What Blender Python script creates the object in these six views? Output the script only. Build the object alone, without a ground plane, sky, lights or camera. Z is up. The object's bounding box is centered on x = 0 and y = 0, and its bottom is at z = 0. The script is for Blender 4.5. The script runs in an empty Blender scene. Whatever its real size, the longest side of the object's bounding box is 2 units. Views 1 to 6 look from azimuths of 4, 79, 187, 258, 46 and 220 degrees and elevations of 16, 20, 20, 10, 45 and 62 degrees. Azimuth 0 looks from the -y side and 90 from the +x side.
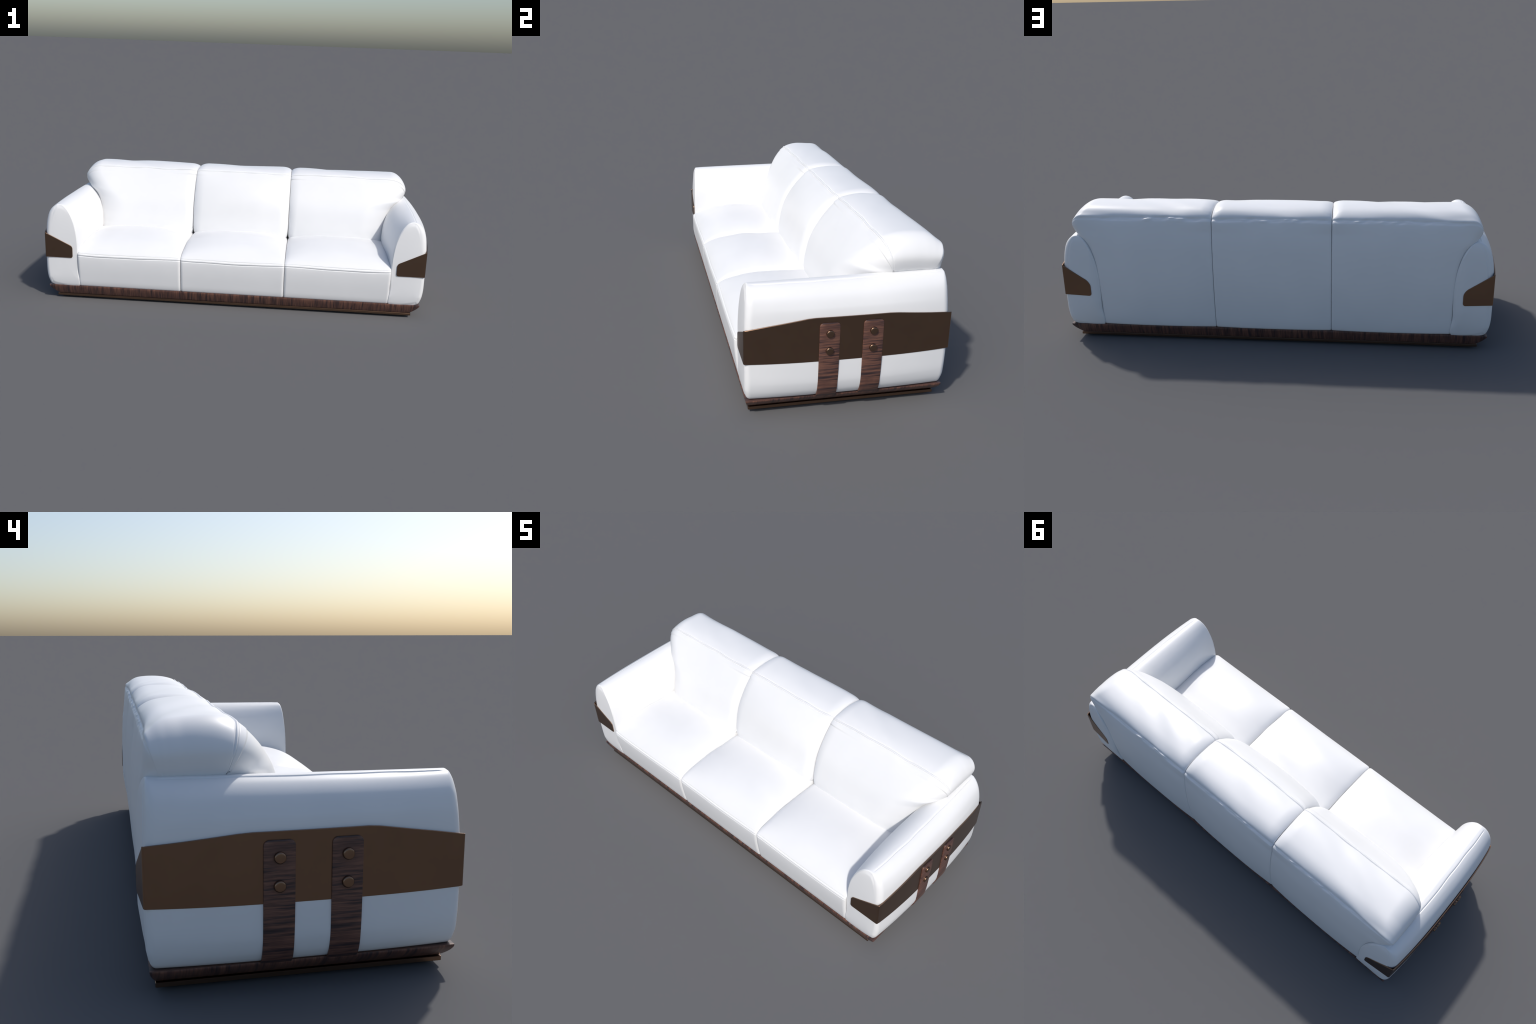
import bpy, math
import numpy as np

# ------------------------------------------------------------------ helpers
def collection():
    return bpy.context.scene.collection

def spline(keys, closed=False, sub=24):
    """Centripetal Catmull-Rom through key rows (first two columns are the curve)."""
    K = np.asarray(keys, float)
    n = len(K)
    out = []
    segs = n if closed else n - 1
    for i in range(segs):
        if closed:
            p = [K[(i + j - 1) % n] for j in range(4)]
        else:
            p = [K[max(i - 1, 0)], K[i], K[i + 1], K[min(i + 2, n - 1)]]
        def dist(a, b):
            return max(np.linalg.norm(a[:2] - b[:2]), 1e-5) ** 0.5
        t0 = 0.0
        t1 = t0 + dist(p[0], p[1]); t2 = t1 + dist(p[1], p[2]); t3 = t2 + dist(p[2], p[3])
        for k in range(sub):
            f = k / sub
            t = t1 + (t2 - t1) * f
            A1 = (t1 - t) / (t1 - t0) * p[0] + (t - t0) / (t1 - t0) * p[1]
            A2 = (t2 - t) / (t2 - t1) * p[1] + (t - t1) / (t2 - t1) * p[2]
            A3 = (t3 - t) / (t3 - t2) * p[2] + (t - t2) / (t3 - t2) * p[3]
            B1 = (t2 - t) / (t2 - t0) * A1 + (t - t0) / (t2 - t0) * A2
            B2 = (t3 - t) / (t3 - t1) * A2 + (t - t1) / (t3 - t1) * A3
            q = (t2 - t) / (t2 - t1) * B1 + (t - t1) / (t2 - t1) * B2
            # the shape columns beyond the curve are blended linearly
            q[2:] = p[1][2:] * (1 - f) + p[2][2:] * f
            out.append(q)
    if not closed:
        out.append(K[-1])
    return np.array(out)

def resample(P, n, focus=(), closed=True):
    """Even arclength samples, denser around the focus positions (point, width, gain)."""
    Q = np.vstack([P, P[:1]]) if closed else P
    s = np.concatenate([[0], np.cumsum(np.linalg.norm(np.diff(Q[:, :2], axis=0), axis=1))])
    L = s[-1]
    fine = np.linspace(0, L, 8000)
    dens = np.ones_like(fine)
    for pt, width, gain in focus:
        s0 = s[np.argmin(np.linalg.norm(Q[:, :2] - np.array(pt), axis=1))]
        dens += gain * np.exp(-((fine - s0) / width) ** 2)
    cum = np.concatenate([[0], np.cumsum((dens[1:] + dens[:-1]) / 2)])
    cum /= cum[-1]
    want = np.interp(np.linspace(0, 1, n + 1)[:-1] if closed else np.linspace(0, 1, n), cum, fine)
    R = np.stack([np.interp(want, s, Q[:, c]) for c in range(Q.shape[1])], axis=1)
    return R, want

def arclength_of(P, want, pt):
    return want[np.argmin(np.linalg.norm(P[:, :2] - np.array(pt), axis=1))]

def normals2d(P, closed=True):
    d = np.roll(P[:, :2], -1, axis=0) - np.roll(P[:, :2], 1, axis=0)
    n = np.stack([d[:, 1], -d[:, 0]], axis=1)
    n /= np.maximum(np.linalg.norm(n, axis=1, keepdims=True), 1e-9)
    area = np.sum(P[:, 0] * np.roll(P[:, 1], -1) - P[:, 1] * np.roll(P[:, 0], -1))
    return n if area > 0 else -n

def wobble(x, seed, freqs, amps):
    """Smooth irregular curve: a few seeded sines."""
    rng = np.random.default_rng(seed)
    y = np.zeros_like(np.asarray(x, float))
    for f, a in zip(freqs, amps):
        for _ in range(3):
            y = y + a / 1.7 * np.sin(f * rng.uniform(0.7, 1.35) * x + rng.uniform(0, 6.283))
    return y

def dent(d, width):
    return np.exp(-(d / width) ** 2)

def smooth_by_angle(me, deg=40):
    me.polygons.foreach_set("use_smooth", [True] * len(me.polygons))
    me.update()
    if deg < 180:
        me.set_sharp_from_angle(angle=math.radians(deg))

def make(name, V, F, mat, parent, deg=60):
    me = bpy.data.meshes.new(name)
    me.from_pydata([tuple(v) for v in np.asarray(V)], [], F)
    me.update()
    import bmesh
    bm = bmesh.new(); bm.from_mesh(me)
    bmesh.ops.recalc_face_normals(bm, faces=bm.faces)
    bm.to_mesh(me); bm.free()
    smooth_by_angle(me, deg)
    me.materials.append(mat)
    ob = bpy.data.objects.new(name, me)
    collection().objects.link(ob)
    ob.parent = parent
    return ob

def skin_rings(rings, close_ends=True):
    """Quads through a list of equal closed rings; ends closed with a fan."""
    R = np.array(rings)
    m, n = R.shape[:2]
    V = R.reshape(-1, 3)
    F = []
    for a in range(m - 1):
        for b in range(n):
            c = (b + 1) % n
            F.append((a * n + b, a * n + c, (a + 1) * n + c, (a + 1) * n + b))
    if close_ends:
        i0 = len(V)
        V = np.vstack([V, R[0].mean(0), R[-1].mean(0)])
        for b in range(n):
            c = (b + 1) % n
            F.append((b, i0, c))
            F.append(((m - 1) * n + b, (m - 1) * n + c, i0 + 1))
    return V, F

# ------------------------------------------------------------------ materials
def new_material(name):
    m = bpy.data.materials.new(name)
    m.use_nodes = True
    return m, m.node_tree, m.node_tree.nodes["Principled BSDF"]

def leather_material():
    m, nt, b = new_material("white_leather")
    co = nt.nodes.new("ShaderNodeTexCoord")
    n1 = nt.nodes.new("ShaderNodeTexNoise"); n1.inputs["Scale"].default_value = 5.0
    n1.inputs["Detail"].default_value = 3.0
    ramp = nt.nodes.new("ShaderNodeValToRGB")
    ramp.color_ramp.elements[0].position = 0.3; ramp.color_ramp.elements[0].color = (0.795, 0.800, 0.805, 1)
    ramp.color_ramp.elements[1].position = 0.7; ramp.color_ramp.elements[1].color = (0.825, 0.828, 0.83, 1)
    grain = nt.nodes.new("ShaderNodeTexVoronoi"); grain.inputs["Scale"].default_value = 420.0
    bump = nt.nodes.new("ShaderNodeBump"); bump.inputs["Strength"].default_value = 0.03
    bump.inputs["Distance"].default_value = 0.001
    L = nt.links.new
    L(co.outputs["Object"], n1.inputs["Vector"]); L(n1.outputs["Fac"], ramp.inputs["Fac"])
    L(ramp.outputs["Color"], b.inputs["Base Color"])
    L(co.outputs["Object"], grain.inputs["Vector"]); L(grain.outputs["Distance"], bump.inputs["Height"])
    L(bump.outputs["Normal"], b.inputs["Normal"])
    b.inputs["Roughness"].default_value = 0.42
    return m

def bronze_material():
    m, nt, b = new_material("dark_bronze_metal")
    co = nt.nodes.new("ShaderNodeTexCoord")
    n = nt.nodes.new("ShaderNodeTexNoise"); n.inputs["Scale"].default_value = 9.0
    ramp = nt.nodes.new("ShaderNodeValToRGB")
    ramp.color_ramp.elements[0].position = 0.3; ramp.color_ramp.elements[0].color = (0.232, 0.146, 0.098, 1)
    ramp.color_ramp.elements[1].position = 0.7; ramp.color_ramp.elements[1].color = (0.248, 0.156, 0.104, 1)
    L = nt.links.new
    L(co.outputs["Object"], n.inputs["Vector"]); L(n.outputs["Fac"], ramp.inputs["Fac"])
    L(ramp.outputs["Color"], b.inputs["Base Color"])
    b.inputs["Metallic"].default_value = 1.0
    b.inputs["Roughness"].default_value = 0.3
    return m

def walnut_material(name, stretch, wrap=False):
    """Walnut: streaks run along the axis whose stretch is small."""
    m, nt, b = new_material(name)
    L = nt.links.new
    co = nt.nodes.new("ShaderNodeTexCoord")
    place = co.outputs["Object"]
    if wrap:
        # run along the skirt: x on the long faces, y on the short ones
        sn = nt.nodes.new("ShaderNodeSeparateXYZ"); sp = nt.nodes.new("ShaderNodeSeparateXYZ")
        L(co.outputs["Normal"], sn.inputs[0]); L(co.outputs["Object"], sp.inputs[0])
        ab = nt.nodes.new("ShaderNodeMath"); ab.operation = 'ABSOLUTE'; L(sn.outputs["X"], ab.inputs[0])
        gt = nt.nodes.new("ShaderNodeMath"); gt.operation = 'GREATER_THAN'; gt.inputs[1].default_value = 0.5
        L(ab.outputs[0], gt.inputs[0])
        run = nt.nodes.new("ShaderNodeMix"); run.data_type = 'FLOAT'
        L(gt.outputs[0], run.inputs[0]); L(sp.outputs["X"], run.inputs[2]); L(sp.outputs["Y"], run.inputs[3])
        cb = nt.nodes.new("ShaderNodeCombineXYZ")
        L(run.outputs[0], cb.inputs["X"]); L(gt.outputs[0], cb.inputs["Y"]); L(sp.outputs["Z"], cb.inputs["Z"])
        place = cb.outputs[0]
    warp = nt.nodes.new("ShaderNodeTexNoise"); warp.inputs["Scale"].default_value = 14.0
    warp.inputs["Detail"].default_value = 2.0
    sub = nt.nodes.new("ShaderNodeVectorMath"); sub.operation = 'SUBTRACT'
    sub.inputs[1].default_value = (0.5, 0.5, 0.5)
    scl = nt.nodes.new("ShaderNodeVectorMath"); scl.operation = 'SCALE'; scl.inputs["Scale"].default_value = 0.005
    add = nt.nodes.new("ShaderNodeVectorMath"); add.operation = 'ADD'
    L(place, warp.inputs["Vector"]); L(warp.outputs["Color"], sub.inputs[0])
    L(sub.outputs[0], scl.inputs[0]); L(place, add.inputs[0]); L(scl.outputs[0], add.inputs[1])
    def streak(k, scale, detail, rough):
        mp = nt.nodes.new("ShaderNodeMapping"); mp.inputs["Scale"].default_value = [s * k for s in stretch]
        no = nt.nodes.new("ShaderNodeTexNoise"); no.inputs["Scale"].default_value = scale
        no.inputs["Detail"].default_value = detail; no.inputs["Roughness"].default_value = rough
        L(add.outputs[0], mp.inputs["Vector"]); L(mp.outputs["Vector"], no.inputs["Vector"])
        return no
    broad = streak(1.0, 1.0, 3.0, 0.55)
    fine = streak(3.2, 1.0, 4.0, 0.6)
    r1 = nt.nodes.new("ShaderNodeValToRGB")
    e = r1.color_ramp.elements
    e[0].position = 0.36; e[0].color = (0.050, 0.032, 0.033, 1)
    e[1].position = 0.66; e[1].color = (0.200, 0.098, 0.066, 1)
    k = r1.color_ramp.elements.new(0.48); k.color = (0.128, 0.064, 0.048, 1)
    r2 = nt.nodes.new("ShaderNodeValToRGB")
    r2.color_ramp.elements[0].position = 0.36; r2.color_ramp.elements[0].color = (0.55, 0.53, 0.57, 1)
    r2.color_ramp.elements[1].position = 0.58; r2.color_ramp.elements[1].color = (1.05, 1.0, 1.0, 1)
    mix = nt.nodes.new("ShaderNodeMix"); mix.data_type = 'RGBA'; mix.blend_type = 'MULTIPLY'
    mix.inputs[0].default_value = 1.0
    L(broad.outputs["Fac"], r1.inputs["Fac"]); L(fine.outputs["Fac"], r2.inputs["Fac"])
    L(r1.outputs["Color"], mix.inputs[6]); L(r2.outputs["Color"], mix.inputs[7])
    L(mix.outputs[2], b.inputs["Base Color"])
    bump = nt.nodes.new("ShaderNodeBump"); bump.inputs["Strength"].default_value = 0.15
    bump.inputs["Distance"].default_value = 0.0008
    L(fine.outputs["Fac"], bump.inputs["Height"]); L(bump.outputs["Normal"], b.inputs["Normal"])
    b.inputs["Roughness"].default_value = 0.42
    return m

def rubber_material():
    m, nt, b = new_material("black_foot_rubber")
    co = nt.nodes.new("ShaderNodeTexCoord")
    n = nt.nodes.new("ShaderNodeTexNoise"); n.inputs["Scale"].default_value = 60.0
    ramp = nt.nodes.new("ShaderNodeValToRGB")
    ramp.color_ramp.elements[0].color = (0.012, 0.012, 0.013, 1)
    ramp.color_ramp.elements[1].color = (0.022, 0.021, 0.021, 1)
    nt.links.new(co.outputs["Object"], n.inputs["Vector"]); nt.links.new(n.outputs["Fac"], ramp.inputs["Fac"])
    nt.links.new(ramp.outputs["Color"], b.inputs["Base Color"])
    b.inputs["Roughness"].default_value = 0.7
    return m

LEATHER = leather_material()
BRONZE = bronze_material()
WOOD_UPRIGHT = walnut_material("walnut_upright_grain", (95.0, 95.0, 6.0), wrap=True)
WOOD_ACROSS = walnut_material("walnut_cross_grain", (20.0, 6.0, 130.0))
RUBBER = rubber_material()

# ------------------------------------------------------------------ root
root = bpy.data.objects.new("sofa", None)
root.empty_display_size = 0.3
collection().objects.link(root)
root["label"] = "white leather three-seat sofa with bronze bands and walnut base"
root["category"] = "sofa"

GAP = 0.2650          # seams between the three seats
EPS = 0.0006

# ------------------------------------------------------------------ base
def rect_ring(hx, hy, z, r, n=6):
    pts = []
    for cx, cy, a0 in ((hx - r, hy - r, 0), (-hx + r, hy - r, 90), (-hx + r, -hy + r, 180), (hx - r, -hy + r, 270)):
        for k in range(n + 1):
            a = math.radians(a0 + 90 * k / n)
            pts.append((cx + r * math.cos(a), cy + r * math.sin(a), z))
    # straight runs are subdivided so that the long faces stay well shaped
    return pts

def slab(name, rows, mat, deg=35):
    V, F = skin_rings([rect_ring(hx, hy, z, r) for hx, hy, z, r in rows])
    return make(name, V, F, mat, root, deg)

flare = []
for k in range(9):                                   # bowed skirt, wider at the top
    f = k / 8
    g = 0.6 * f + 0.4 * math.sin(f * math.pi / 2)
    flare.append((0.9105 + 0.0445 * g, 0.3565 + 0.0145 * g, 0.0235 + 0.039 * f, 0.003))
slab("base_frame", [(0.895, 0.345, 0.0225, 0.003), (0.909, 0.3555, 0.0228, 0.003)] + flare +
     [(0.9560, 0.3715, 0.0655, 0.003), (0.9555, 0.3712, 0.0688, 0.003), (0.9500, 0.3660, 0.0692, 0.003)],
     WOOD_UPRIGHT)
slab("base_trim", [(0.900, 0.340, 0.0095, 0.002), (0.9155, 0.3560, 0.0095, 0.002), (0.9165, 0.3570, 0.0105, 0.002),
                   (0.9165, 0.3570, 0.0205, 0.002), (0.9155, 0.3560, 0.0215, 0.002), (0.890, 0.340, 0.0218, 0.002)],
     BRONZE)
slab("foot", [(0.897, 0.339, 0.0, 0.004), (0.898, 0.340, 0.001, 0.004), (0.898, 0.340, 0.0102, 0.004)], RUBBER)

# ------------------------------------------------------------------ cushions
def end_rows(length, fine=0.0012, coarse=0.012, reach=0.09):
    """Row positions 0..length, dense at both ends."""
    e = [0.0]
    step = fine
    while e[-1] < reach:
        e.append(e[-1] + step); step = min(step * 1.18, coarse)
    mid = np.linspace(e[-1], length - e[-1], max(int((length - 2 * e[-1]) / coarse), 2) + 1)[1:-1]
    return np.concatenate([e, mid, length - np.array(e[::-1])])

def quarter(e, r):
    """1 at the end, 0 from distance r on, elliptical between."""
    u = np.clip(1 - e / np.maximum(r, 1e-4), 0, 1)
    return 1 - np.sqrt(np.maximum(1 - u * u, 0))

def add_caps(rings, bulge):
    """Extend first and last ring inward to close the sides softly."""
    out = []
    for end, sgn in ((0, -1), (-1, 1)):
        R = rings[end]; c = R.mean(0)
        caps = []
        for k in (0.985, 0.9, 0.7, 0.4, 0.15):
            Q = c + (R - c) * k
            Q[:, 0] = R[:, 0] * k + c[0] * (1 - k) + sgn * bulge[0 if end == 0 else 1] * (1 - k * k)
            caps.append(Q)
        out.append(caps)
    return out[0][::-1] + list(rings) + out[1]

# --- seat cushion: columns y, z, drop of the top towards the sides, end rounding (dy, dz, r)
SEAT = [
    (0.150, 0.120, 0.00, 0.00, 0.00, 0.02), (-0.300, 0.066, 0.0, 0.0, 0.000, 0.01),
    (-0.350, 0.0665, 0.0, 0.003, 0.001, 0.008), (-0.3650, 0.0705, 0.0, 0.008, 0.002, 0.012),
    (-0.3715, 0.084, 0.0, 0.009, 0.00, 0.013), (-0.3795, 0.130, 0.0, 0.010, 0.00, 0.014),
    (-0.3860, 0.185, 0.0, 0.010, 0.00, 0.014), (-0.3880, 0.228, 0.0, 0.009, 0.00, 0.014),
    (-0.3860, 0.243, 0.0, 0.007, -0.002, 0.014), (-0.3785, 0.256, 0.002, 0.004, -0.004, 0.016),
    (-0.350, 0.281, 0.012, 0.0, -0.008, 0.025), (-0.300, 0.308, 0.028, 0.0, -0.012, 0.030),
    (-0.235, 0.325, 0.038, 0.0, -0.010, 0.028), (-0.160, 0.331, 0.042, 0.0, -0.010, 0.028),
    (-0.070, 0.324, 0.036, 0.0, -0.012, 0.030), (0.000, 0.314, 0.024, 0.0, -0.022, 0.026),
    (0.080, 0.306, 0.026, 0.0, -0.022, 0.035), (0.140, 0.268, 0.02, 0.0, -0.01, 0.03),
]
def seat_cushion(x0, x1, seed):
    P, S = resample(spline(SEAT, closed=True), 230, [((-0.383, 0.246), 0.016, 9.0), ((-0.368, 0.071), 0.012, 2.0)])
    N = normals2d(P)
    s_low = arclength_of(P, S, (-0.3845, 0.236)); s_high = arclength_of(P, S, (-0.3815, 0.2485))
    width = x1 - x0
    rings = []
    for e in end_rows(width):
        x = x0 + e
        u = (2 * e / width - 1)
        drop = 1 - (1 - abs(u) ** 2.6) ** 0.85
        ql = quarter(e, P[:, 5]); qr = quarter(width - e, P[:, 5]); q = ql + qr
        y = P[:, 0] + P[:, 3] * q
        z = P[:, 1] + P[:, 4] * q - P[:, 2] * drop
        wob = wobble(np.array(x), seed, (9, 23), (0.0016, 0.0006)) + 0.004 * abs(u) ** 3 - 0.001
        d = -0.0022 * dent(S - s_low - wob, 0.0016) - 0.0022 * dent(S - s_high - wob, 0.0016)
        d += 0.0016 * dent(S - (s_low + s_high) / 2 - wob, 0.004)
        # broad sitting hollow and soft irregularity
        soft = wobble(x + 3.1 * P[:, 0], seed + 5, (11,), (0.0012,)) * (P[:, 2] > 0.01)
        rings.append(np.stack([np.full(len(P), x), y + N[:, 0] * d, z + N[:, 1] * d + soft], axis=1))
    rings = add_caps(rings, (-0.004, -0.004))
    V, F = skin_rings(rings)
    return make("seat_cushion", V, F, LEATHER, root, 180)

for i, (a, b) in enumerate(((-0.7978, -GAP - EPS), (-GAP + EPS, GAP - EPS), (GAP + EPS, 0.7978))):
    seat_cushion(a, b, 40 + i)

# --- back cushion with head roll
# columns: y, z | rounding at a seam between seats dy, dz, r | rounding at the outer wing dy, dz, r
BACK = [
    (0.280, 0.0660, 0, 0, 0.01, 0.00, 0.00, 0.03),
    (0.355, 0.0665, -0.003, 0.001, 0.008, -0.003, 0.001, 0.012),
    (0.368, 0.0710, -0.005, 0.002, 0.010, -0.007, 0.002, 0.014),
    (0.373, 0.0860, -0.005, 0, 0.010, -0.008, 0, 0.016),
    (0.382, 0.1800, -0.005, 0, 0.010, -0.008, 0, 0.016),
    (0.3875, 0.3000, -0.005, 0, 0.010, -0.008, 0, 0.018),
    (0.3855, 0.4200, -0.005, 0, 0.011, -0.012, 0, 0.025),
    (0.3830, 0.4700, -0.006, 0, 0.012, -0.026, 0, 0.045),
    (0.3775, 0.5200, -0.007, 0, 0.013, -0.040, -0.024, 0.050),
    (0.3695, 0.5680, -0.008, -0.001, 0.015, -0.042, -0.072, 0.052),
    (0.3660, 0.5790, -0.008, -0.002, 0.017, -0.042, -0.083, 0.054),
    (0.3605, 0.5840, -0.007, -0.003, 0.019, -0.039, -0.088, 0.056),
    (0.3565, 0.5890, -0.007, -0.005, 0.022, -0.036, -0.093, 0.060),
    (0.3548, 0.6000, -0.008, -0.009, 0.032, -0.030, -0.104, 0.068),
    (0.3425, 0.6140, -0.007, -0.016, 0.045, -0.020, -0.120, 0.082),
    (0.3190, 0.6265, -0.003, -0.021, 0.052, -0.008, -0.133, 0.096),
    (0.2800, 0.6330, 0.0, -0.021, 0.052, 0.0, -0.140, 0.104),
    (0.2200, 0.6340, 0.0, -0.019, 0.050, 0.006, -0.140, 0.106),
    (0.1800, 0.6290, 0.003, -0.016, 0.045, 0.016, -0.135, 0.108),
    (0.1480, 0.6180, 0.006, -0.010, 0.045, 0.034, -0.125, 0.112),
    (0.1100, 0.5880, 0.014, -0.006, 0.050, 0.070, -0.096, 0.120),
    (0.0630, 0.5350, 0.020, -0.003, 0.055, 0.124, -0.046, 0.165),
    (0.0170, 0.4600, 0.024, 0, 0.055, 0.134, 0, 0.200),
    (-0.0080, 0.3900, 0.026, 0, 0.055, 0.112, 0, 0.200),
    (-0.0170, 0.3300, 0.027, 0.016, 0.050, 0.086, 0, 0.175),
    (-0.0070, 0.2850, 0.026, 0.044, 0.040, 0.060, 0, 0.120),
    (0.0300, 0.2550, 0.010, 0.048, 0.038, 0.030, 0, 0.080),
    (0.1000, 0.2400, 0.0, 0.040, 0.035, 0.0, 0, 0.05),
]
# half width of the outer cushion against height: it hugs the arm, then rolls over it
WING = np.array([(0.00, 0.7990), (0.25, 0.7985), (0.32, 0.8010), (0.38, 0.8090), (0.42, 0.8195), (0.45, 0.8345), (0.47, 0.8500),
                 (0.487, 0.8690), (0.502, 0.8880), (0.518, 0.8990), (0.537, 0.9110), (0.565, 0.9220), (0.70, 0.9250)])
WING_F = spline(WING, sub=12)

def back_cushion(x0, x1, wing, seed):
    """wing: +1 / -1 where the cushion rolls over an arm, 0 in the middle."""
    P, S = resample(spline(BACK, closed=True), 330,
                    [((0.142, 0.624), 0.018, 9.0), ((0.361, 0.588), 0.02, 5.0), ((0.368, 0.071), 0.012, 2.0)])
    N = normals2d(P)
    s_seam = arclength_of(P, S, (0.148, 0.628))
    s_lip = arclength_of(P, S, (0.3610, 0.5865))
    face = np.clip((S - s_seam) / 0.004, 0, 1) * (P[:, 1] > 0.30)       # panel in front of the seam
    far = 0.925
    width = (far - GAP - EPS) if wing else (x1 - x0)
    rings = []
    for e in end_rows(width, coarse=0.005, reach=0.17 if wing else 0.09):
        t = e / width
        u = 2 * t - 1
        qa = quarter(np.full(len(P), e), P[:, 4])                          # inner seam
        qb = quarter(np.full(len(P), width - e), P[:, 7] if wing else P[:, 4])
        wy, wz = (P[:, 5], P[:, 6]) if wing else (P[:, 2], P[:, 3])
        y = P[:, 0] + P[:, 2] * qa + wy * qb
        z = P[:, 1] + P[:, 3] * qa + wz * qb
        # broad puff of the front panel
        y = y + (0.006 if wing else 0.003) * abs(u) ** 2.2 * ((P[:, 0] < 0.12) & (P[:, 1] > 0.28))
        # the rear panel and the lower front corners fall away towards the sides
        y = y - 0.008 * abs(u) ** 2.5 * ((P[:, 0] > 0.35) & (P[:, 1] < 0.58)) * np.clip((0.58 - P[:, 1]) / 0.05, 0, 1)
        y = y + 0.010 * abs(u) ** 2.5 * dent(P[:, 1] - 0.34, 0.09) * (P[:, 0] < 0.10)
        if wing:                            # the rear ledge dies out towards the wing
            y = y + 0.008 * np.clip((0.22 - (width - e)) / 0.14, 0, 1) * dent(S - s_lip - 0.009, 0.012)
        if not wing:
            y = y - 0.018 * (1 - u * u) * dent(P[:, 1] - 0.52, 0.10) * np.clip((0.16 - P[:, 0]) / 0.05, 0, 1)
        if wing:
            xe = np.interp(z, WING_F[:, 0], WING_F[:, 1])
            ax = GAP + EPS + t * (xe - GAP - EPS)
            x = wing * ax
        else:
            x = np.full(len(P), x0 + e)
        # double seam, in front panel coordinates
        wob = wobble(x, seed, (14, 37), (0.0014, 0.0008))
        ds = S - s_seam - wob
        depth = 0.0034 * (1 + 0.3 * np.sin(45 * x + seed)) * (min((width - e) / 0.012, 1.0) if wing else 1.0)
        d = -depth * dent(ds - 0.0010, 0.0017) - depth * dent(ds - 0.0115, 0.0017) + 0.0024 * dent(ds - 0.0062, 0.0038)
        # gathered leather along the rear lip
        lip = dent(S - s_lip, 0.009)
        amp = 0.5 + 0.5 * np.sin(9 * x + seed * 1.7)
        g = wobble(x + 0.7 * (S - s_lip), seed + 9, (50, 105), (0.0017, 0.0011))
        d = d + lip * g * (0.35 + 0.9 * amp)
        ridge = dent(S - s_lip + 0.004 * wobble(x, seed + 3, (30, 75), (0.7, 0.5)), 0.006)
        d = d + 0.0020 * ridge * (0.4 + amp)
        zz = wobble(x, seed + 4, (12, 40), (0.0022, 0.0014)) * dent(S - s_lip, 0.02)
        # soft unevenness of the head roll
        soft = wobble(x + 1.5 * P[:, 0], seed + 6, (13, 29), (0.0020, 0.0010)) * np.clip((P[:, 1] - 0.59) / 0.03, 0, 1)
        rings.append(np.stack([x, y + N[:, 0] * d, z + N[:, 1] * d + zz + soft], axis=1))
    inner = -0.004
    if wing:
        outer = 0.006
        sg = wing
        R = add_caps_wing(rings, sg)
    else:
        R = add_caps(rings, (inner, inner))
    V, F = skin_rings(R)
    return make("back_cushion", V, F, LEATHER, root, 180)

def add_caps_wing(rings, sg):
    """Close the wing end: the end face is nearly flat and slightly domed."""
    R = rings[-1]
    c = np.array([sg * 0.9000, 0.27, 0.470])
    caps = []
    for k in (0.985, 0.95, 0.88, 0.75, 0.55, 0.3, 0.1):
        Q = c + (R - c) * k
        Q[:, 0] = R[:, 0] * k + c[0] * (1 - k) + sg * 0.012 * (k - k ** 8) * np.clip((R[:, 2] - 0.5) / 0.02, 0, 1)
        caps.append(Q)
    A = rings[0]; ca = A.mean(0)
    first = [ca + (A - ca) * k for k in (0.15, 0.4, 0.7, 0.9, 0.985)]
    return first + list(rings) + caps

back_cushion(None, None, -1, 11)
back_cushion(-GAP + EPS, GAP - EPS, 0, 12)
back_cushion(None, None, 1, 13)

# ------------------------------------------------------------------ arms
def side_bulge(y):
    """Plan curve of the outer side of the arm."""
    return 0.0225 * (1 - np.minimum(np.abs(y) / 0.380, 1) ** 2.6)

def rear_puff(x, z, sg):
    """The rear face of the arm swells towards the back cushion."""
    return np.clip((z - 0.085) / 0.10, 0, 1) * (0.001 + 0.011 * np.clip((0.965 - x) / 0.13, 0, 1) * np.clip((x - 0.786) / 0.04, 0, 1)) if sg > 0 else 0.0

# section: x, z, corner radius at the ends, outward bulge weight
ARM = [
    (0.8000, 0.0660, 0.006, 0.0), (0.7995, 0.160, 0.006, -0.05), (0.7968, 0.250, 0.006, -0.6), (0.7980, 0.310, 0.006, -1.1),
    (0.8080, 0.380, 0.005, -1.2), (0.8255, 0.436, 0.005, -1.0), (0.8455, 0.473, 0.005, -0.6), (0.8640, 0.493, 0.005, -0.1),
    (0.8840, 0.5005, 0.005, 0.2), (0.9010, 0.4980, 0.006, 0.4), (0.9170, 0.4890, 0.013, 0.6), (0.9390, 0.4630, 0.024, 0.8),
    (0.9530, 0.4190, 0.026, 1.0), (0.9600, 0.3600, 0.024, 1.0), (0.9630, 0.2800, 0.020, 1.0), (0.9645, 0.2000, 0.018, 1.0),
    (0.9635, 0.1350, 0.020, 0.95), (0.9560, 0.0960, 0.018, 0.80), (0.9440, 0.0730, 0.016, 0.55), (0.9220, 0.0660, 0.010, 0.3),
]
# end position against height
END = np.array([(0.06, 0.364), (0.075, 0.370), (0.11, 0.3755), (0.20, 0.3765), (0.30, 0.3760), (0.36, 0.3745),
                (0.42, 0.3715), (0.46, 0.3690), (0.485, 0.3655), (0.497, 0.3620), (0.506, 0.3560)])

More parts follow.
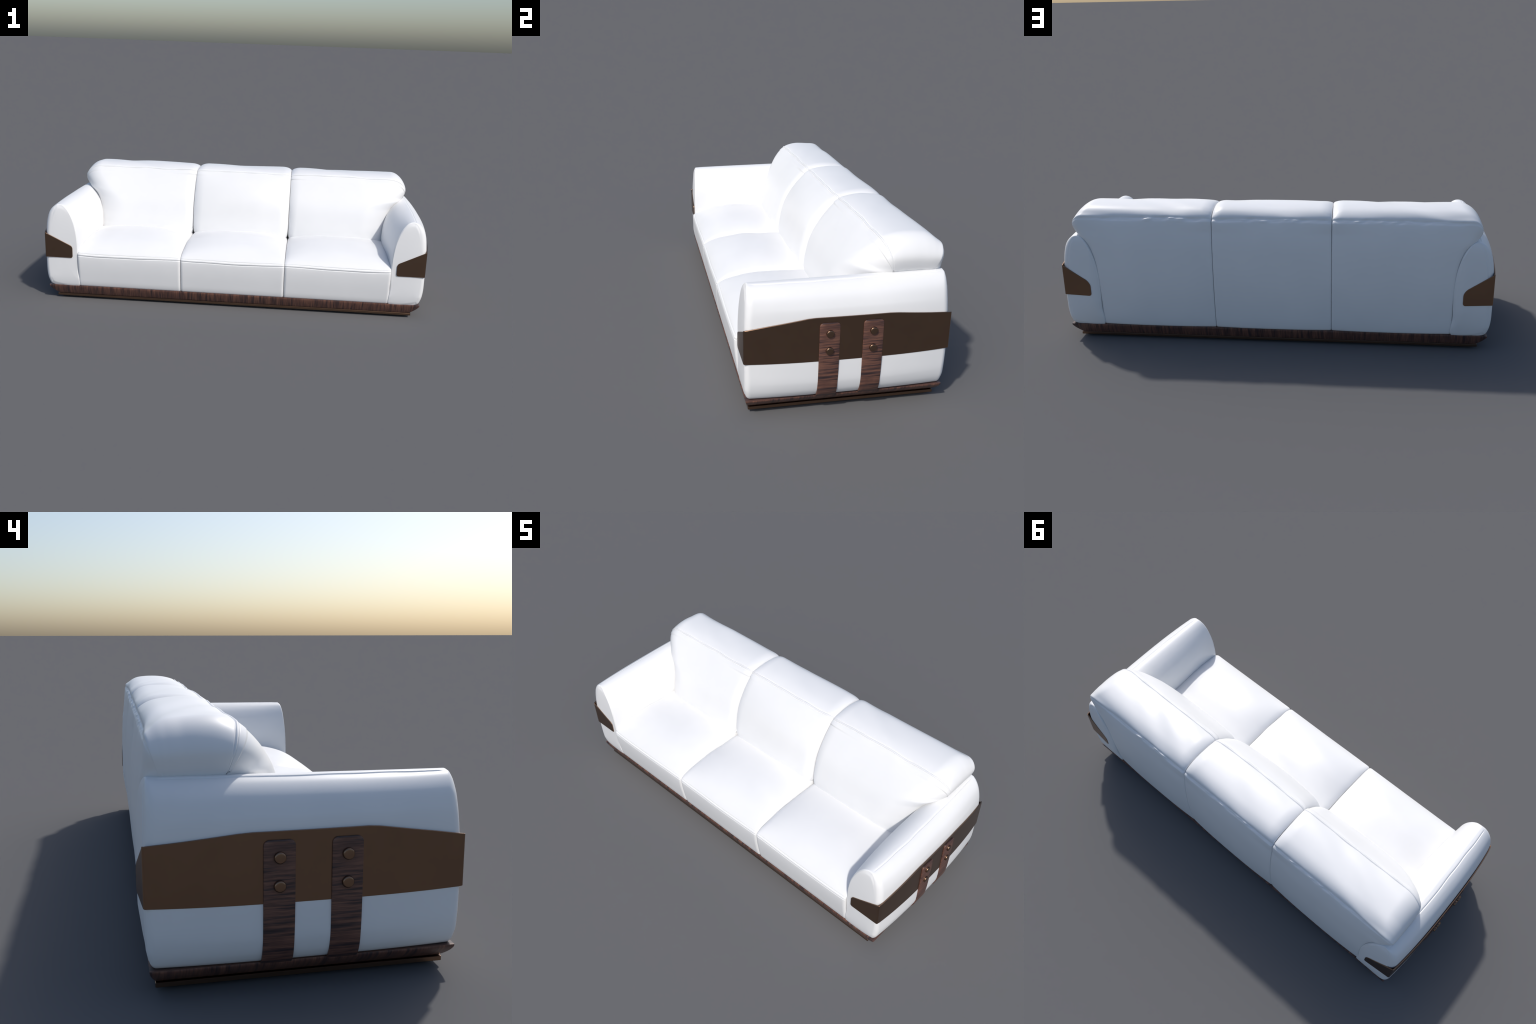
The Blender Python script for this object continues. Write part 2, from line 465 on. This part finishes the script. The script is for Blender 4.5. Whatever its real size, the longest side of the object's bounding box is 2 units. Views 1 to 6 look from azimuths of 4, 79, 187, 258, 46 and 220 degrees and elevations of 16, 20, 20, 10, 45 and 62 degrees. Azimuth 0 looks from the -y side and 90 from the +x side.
def arm(side, seed):
    P, S = resample(spline(ARM, closed=True), 240, [((0.899, 0.497), 0.014, 6.0)])
    N = normals2d(P)
    s_crest = arclength_of(P, S, (0.9000, 0.4965))
    ze = np.interp(P[:, 1], END[:, 0], END[:, 1])
    inner = np.clip((s_crest - S) / 0.003, 0, 1) * (P[:, 1] > 0.068)     # from the bottom inside up to the crest
    rings = []
    ys = np.concatenate([np.linspace(-1, 1, 65)])
    ys = np.sign(ys) * (1 - (1 - np.abs(ys)) ** 1.25)
    def ring(yn, inset, ypos, groove=0.0):
        """inset: offset of the section inwards; ypos: absolute y of every point"""
        bul = np.where(P[:, 3] >= 0, side_bulge(ypos), 0.020 * (1 - np.minimum(np.abs(ypos) / 0.37, 1) ** 2.2))
        x = P[:, 0] + bul * P[:, 3]
        z = P[:, 1] + 0.004 * ypos / 0.37 * np.clip((P[:, 1] - 0.4) / 0.1, 0, 1)
        wob = wobble(ypos, seed, (16, 40), (0.0010, 0.0006))
        run = np.clip((0.350 - np.abs(ypos)) / 0.02, 0, 1)
        ds = S - s_crest - wob
        d = (-0.0026 * dent(ds, 0.0018) + 0.0008 * dent(ds + 0.006, 0.0045)) * run - groove * inner
        d = d - inset
        return np.stack([side * (x + N[:, 0] * d), ypos, z + N[:, 1] * d], axis=1)
    r = P[:, 2]
    # caps and rounded rims (front: sign -1, rear: +1)
    def rim(sg):
        out = []
        for a in np.linspace(0, 90, 11):
            th = math.radians(a)
            y = sg * (ze - r + r * math.sin(th)) + rear_puff(P[:, 0], P[:, 1], sg)
            g = 0.0016 * math.exp(-((a - 45) / 16) ** 2) if sg < 0 else 0.0005 * math.exp(-((a - 45) / 16) ** 2)
            out.append(ring(None, r * (1 - math.cos(th)), y, g))
        last = out[-1]
        c = np.array([side * 0.885, 0, 0.25])
        for k in (0.97, 0.92, 0.84, 0.7, 0.5, 0.3, 0.12):
            Q = last.copy()
            Q[:, 0] = c[0] + (last[:, 0] - c[0]) * k
            Q[:, 2] = c[2] + (last[:, 2] - c[2]) * k
            Q[:, 1] = sg * (np.interp(Q[:, 2], END[:, 0], END[:, 1]) + 0.0015 * (1 - k * k)) + rear_puff(np.abs(Q[:, 0]), Q[:, 2], sg)
            out.append(Q)
        return out
    front = rim(-1)[::-1]
    rear = rim(1)
    mid = [ring(None, 0.0, yy * (ze - r)) for yy in ys[1:-1]]
    V, F = skin_rings(front + mid + rear)
    return make("arm", V, F, LEATHER, root, 180)

# ------------------------------------------------------------------ bronze band round the arm
def band_edge(side, parent):
    T = 0.005                                   # sheet thickness
    yf, yr, rc = -0.3808, 0.3815, 0.007         # front and rear plane, corner radius
    x_front_end, x_rear_end = 0.8245, 0.8365
    xo = lambda y: 0.9665 + side_bulge(y) * 0.95
    path = []                                   # (x, y, nx, ny, leg)
    def cap_cols(a, b, n=26):
        f = np.linspace(0, 1, n) ** 1.7
        return a + (b - a) * f
    xc = float(xo(yf)) - rc
    for x in cap_cols(x_front_end, xc):
        path.append((x, yf, 0, -1))
    for a in np.linspace(0, 90, 7)[1:]:
        t = math.radians(a)
        path.append((xc + rc * math.sin(t), yf + rc * (1 - math.cos(t)), math.sin(t), -math.cos(t)))
    for y in np.linspace(yf + rc, yr - rc, 90)[1:]:
        path.append((float(xo(y)), y, 1, 0))
    xc2 = float(xo(yr - rc)) - rc
    for a in np.linspace(0, 90, 7)[1:]:
        t = math.radians(a)
        path.append((xc2 + rc * math.cos(t), yr - rc + rc * math.sin(t), math.cos(t), math.sin(t)))
    for x in cap_cols(x_rear_end, xc2)[::-1][1:]:
        path.append((x, yr + 0.0100 * (xc2 - x) / 0.125, 0, 1))
    def arc_clip(d, r):
        """How far a rounded corner of radius r eats in at distance d from the end."""
        return r - math.sqrt(max(r * r - (r - d) ** 2, 0)) if d < r else 0.0
    side_top = np.array([(-0.38, 0.3515), (-0.30, 0.366), (-0.158, 0.3885), (-0.13, 0.3905), (0.14, 0.3895),
                         (0.172, 0.3875), (0.30, 0.3735), (0.38, 0.3655)])
    def heights(x, y, nx, ny):
        bot = 0.2220
        if ny < -0.99:
            f = (x - x_front_end) / (0.966 - x_front_end)
            top = 0.2835 + (0.3515 - 0.2835) * f
            d = x - x_front_end
            return bot + arc_clip(d, 0.010), top - arc_clip(d, 0.012)
        if ny > 0.99:
            f = (x - x_rear_end) / (0.967 - x_rear_end)
            top = 0.2870 + (0.3660 - 0.2870) * f
            d = x - x_rear_end
            return bot - 0.002 * (1 - f) + arc_clip(d, 0.012), top - arc_clip(d, 0.022)
        return bot, float(np.interp(y, side_top[:, 0], side_top[:, 1]))
    rings = []
    b = 0.0009                                  # small chamfer
    for x, y, nx, ny in path:
        lo, hi = heights(x, y, nx, ny)
        mid = (lo + hi) / 2
        lo, hi = min(lo, mid - 0.004), max(hi, mid + 0.004)
        sec = [(0, lo + b), (0, lo + (hi - lo) * 0.35), (0, lo + (hi - lo) * 0.65), (0, hi - b), (b, hi), (T - b, hi), (T, hi - b), (T, lo + b), (T - b, lo), (b, lo)]
        rings.append([(side * (x - nx * o), y - ny * o, z) for o, z in sec])
    V, F = skin_rings(rings)
    return make("side_band", V, F, BRONZE, parent, 35), xo

# ------------------------------------------------------------------ straps and bolts
def strap_mesh():
    """One upright walnut strap for the +x arm, centred on y = 0; it follows the belly of the arm."""
    half, top, bottom, T = 0.0368, 0.3705, 0.0680, 0.0065
    prof = spline([(0.066, 0.9600), (0.080, 0.9715), (0.105, 0.9815), (0.150, 0.9880), (0.220, 0.9910), (0.300, 0.9920), (0.380, 0.9915)], sub=12)
    zs = np.concatenate([np.linspace(bottom, top - 0.016, 46), top - 0.016 * (1 - np.sin(np.linspace(0, math.pi / 2, 12)[1:]))])
    rc = 0.014
    rings = []
    b = 0.0014
    for z in zs:
        xs = float(np.interp(z, prof[:, 0], prof[:, 1]))
        d = top - z
        w = half - ((rc - math.sqrt(max(rc * rc - (rc - d) ** 2, 0))) if d < rc else 0)
        w = max(w, half - rc)
        edge = b * (1 if d > 0.003 else 1)
        lean = 0.0
        if d < b:
            lean = b - math.sqrt(max(b * b - (b - d) ** 2, 0))
        sec = [(0 - lean, -w + edge), (0 - lean, -w * 0.4), (0 - lean, w * 0.4), (0 - lean, w - edge), (-edge * 0.4, w - edge * 0.3), (-edge, w), (-T, w), (-T, -w), (-edge, -w), (-edge * 0.4, -w + edge * 0.3)]
        rings.append([(xs + o, y, z) for o, y in sec])
    V, F = skin_rings(rings)
    tmp = make("strap", V, F, WOOD_ACROSS, None, 40)
    return tmp

def bolt_mesh():
    """Low domed bolt head along +x, origin on the strap surface."""
    R, H = 0.0140, 0.0080
    prof = [(R * 1.0, -0.003), (R, 0.0030), (R * 0.985, 0.0048), (R * 0.93, 0.0064), (R * 0.85, 0.0073), (R * 0.72, 0.0077), (R * 0.35, H), (0.0006, H)]
    n = 40
    rings = [[(h, r * math.cos(2 * math.pi * k / n), r * math.sin(2 * math.pi * k / n)) for k in range(n)] for r, h in prof]
    V, F = skin_rings(rings)
    return make("bolt", V, F, BRONZE, None, 50)

strap0 = strap_mesh()
bolt0 = bolt_mesh()
first = {"strap": strap0, "bolt": bolt0}
used = {"strap": False, "bolt": False}
def instance(kind, parent, loc, turn):
    if used[kind]:
        ob = first[kind].copy()
        collection().objects.link(ob)
    else:
        ob = first[kind]; used[kind] = True
    ob.parent = parent
    ob.location = loc
    ob.rotation_euler = (0, 0, math.pi if turn else 0)
    return ob

for side, seed in ((1, 71), (-1, 72)):
    a = arm(side, seed)
    band_edge(side, a)
    for yc in (-0.0795, 0.0795):
        instance("strap", a, (0, yc, 0), side < 0)
        for zc in (0.3305, 0.2640):
            instance("bolt", a, (side * 0.9920, yc, zc), side < 0)
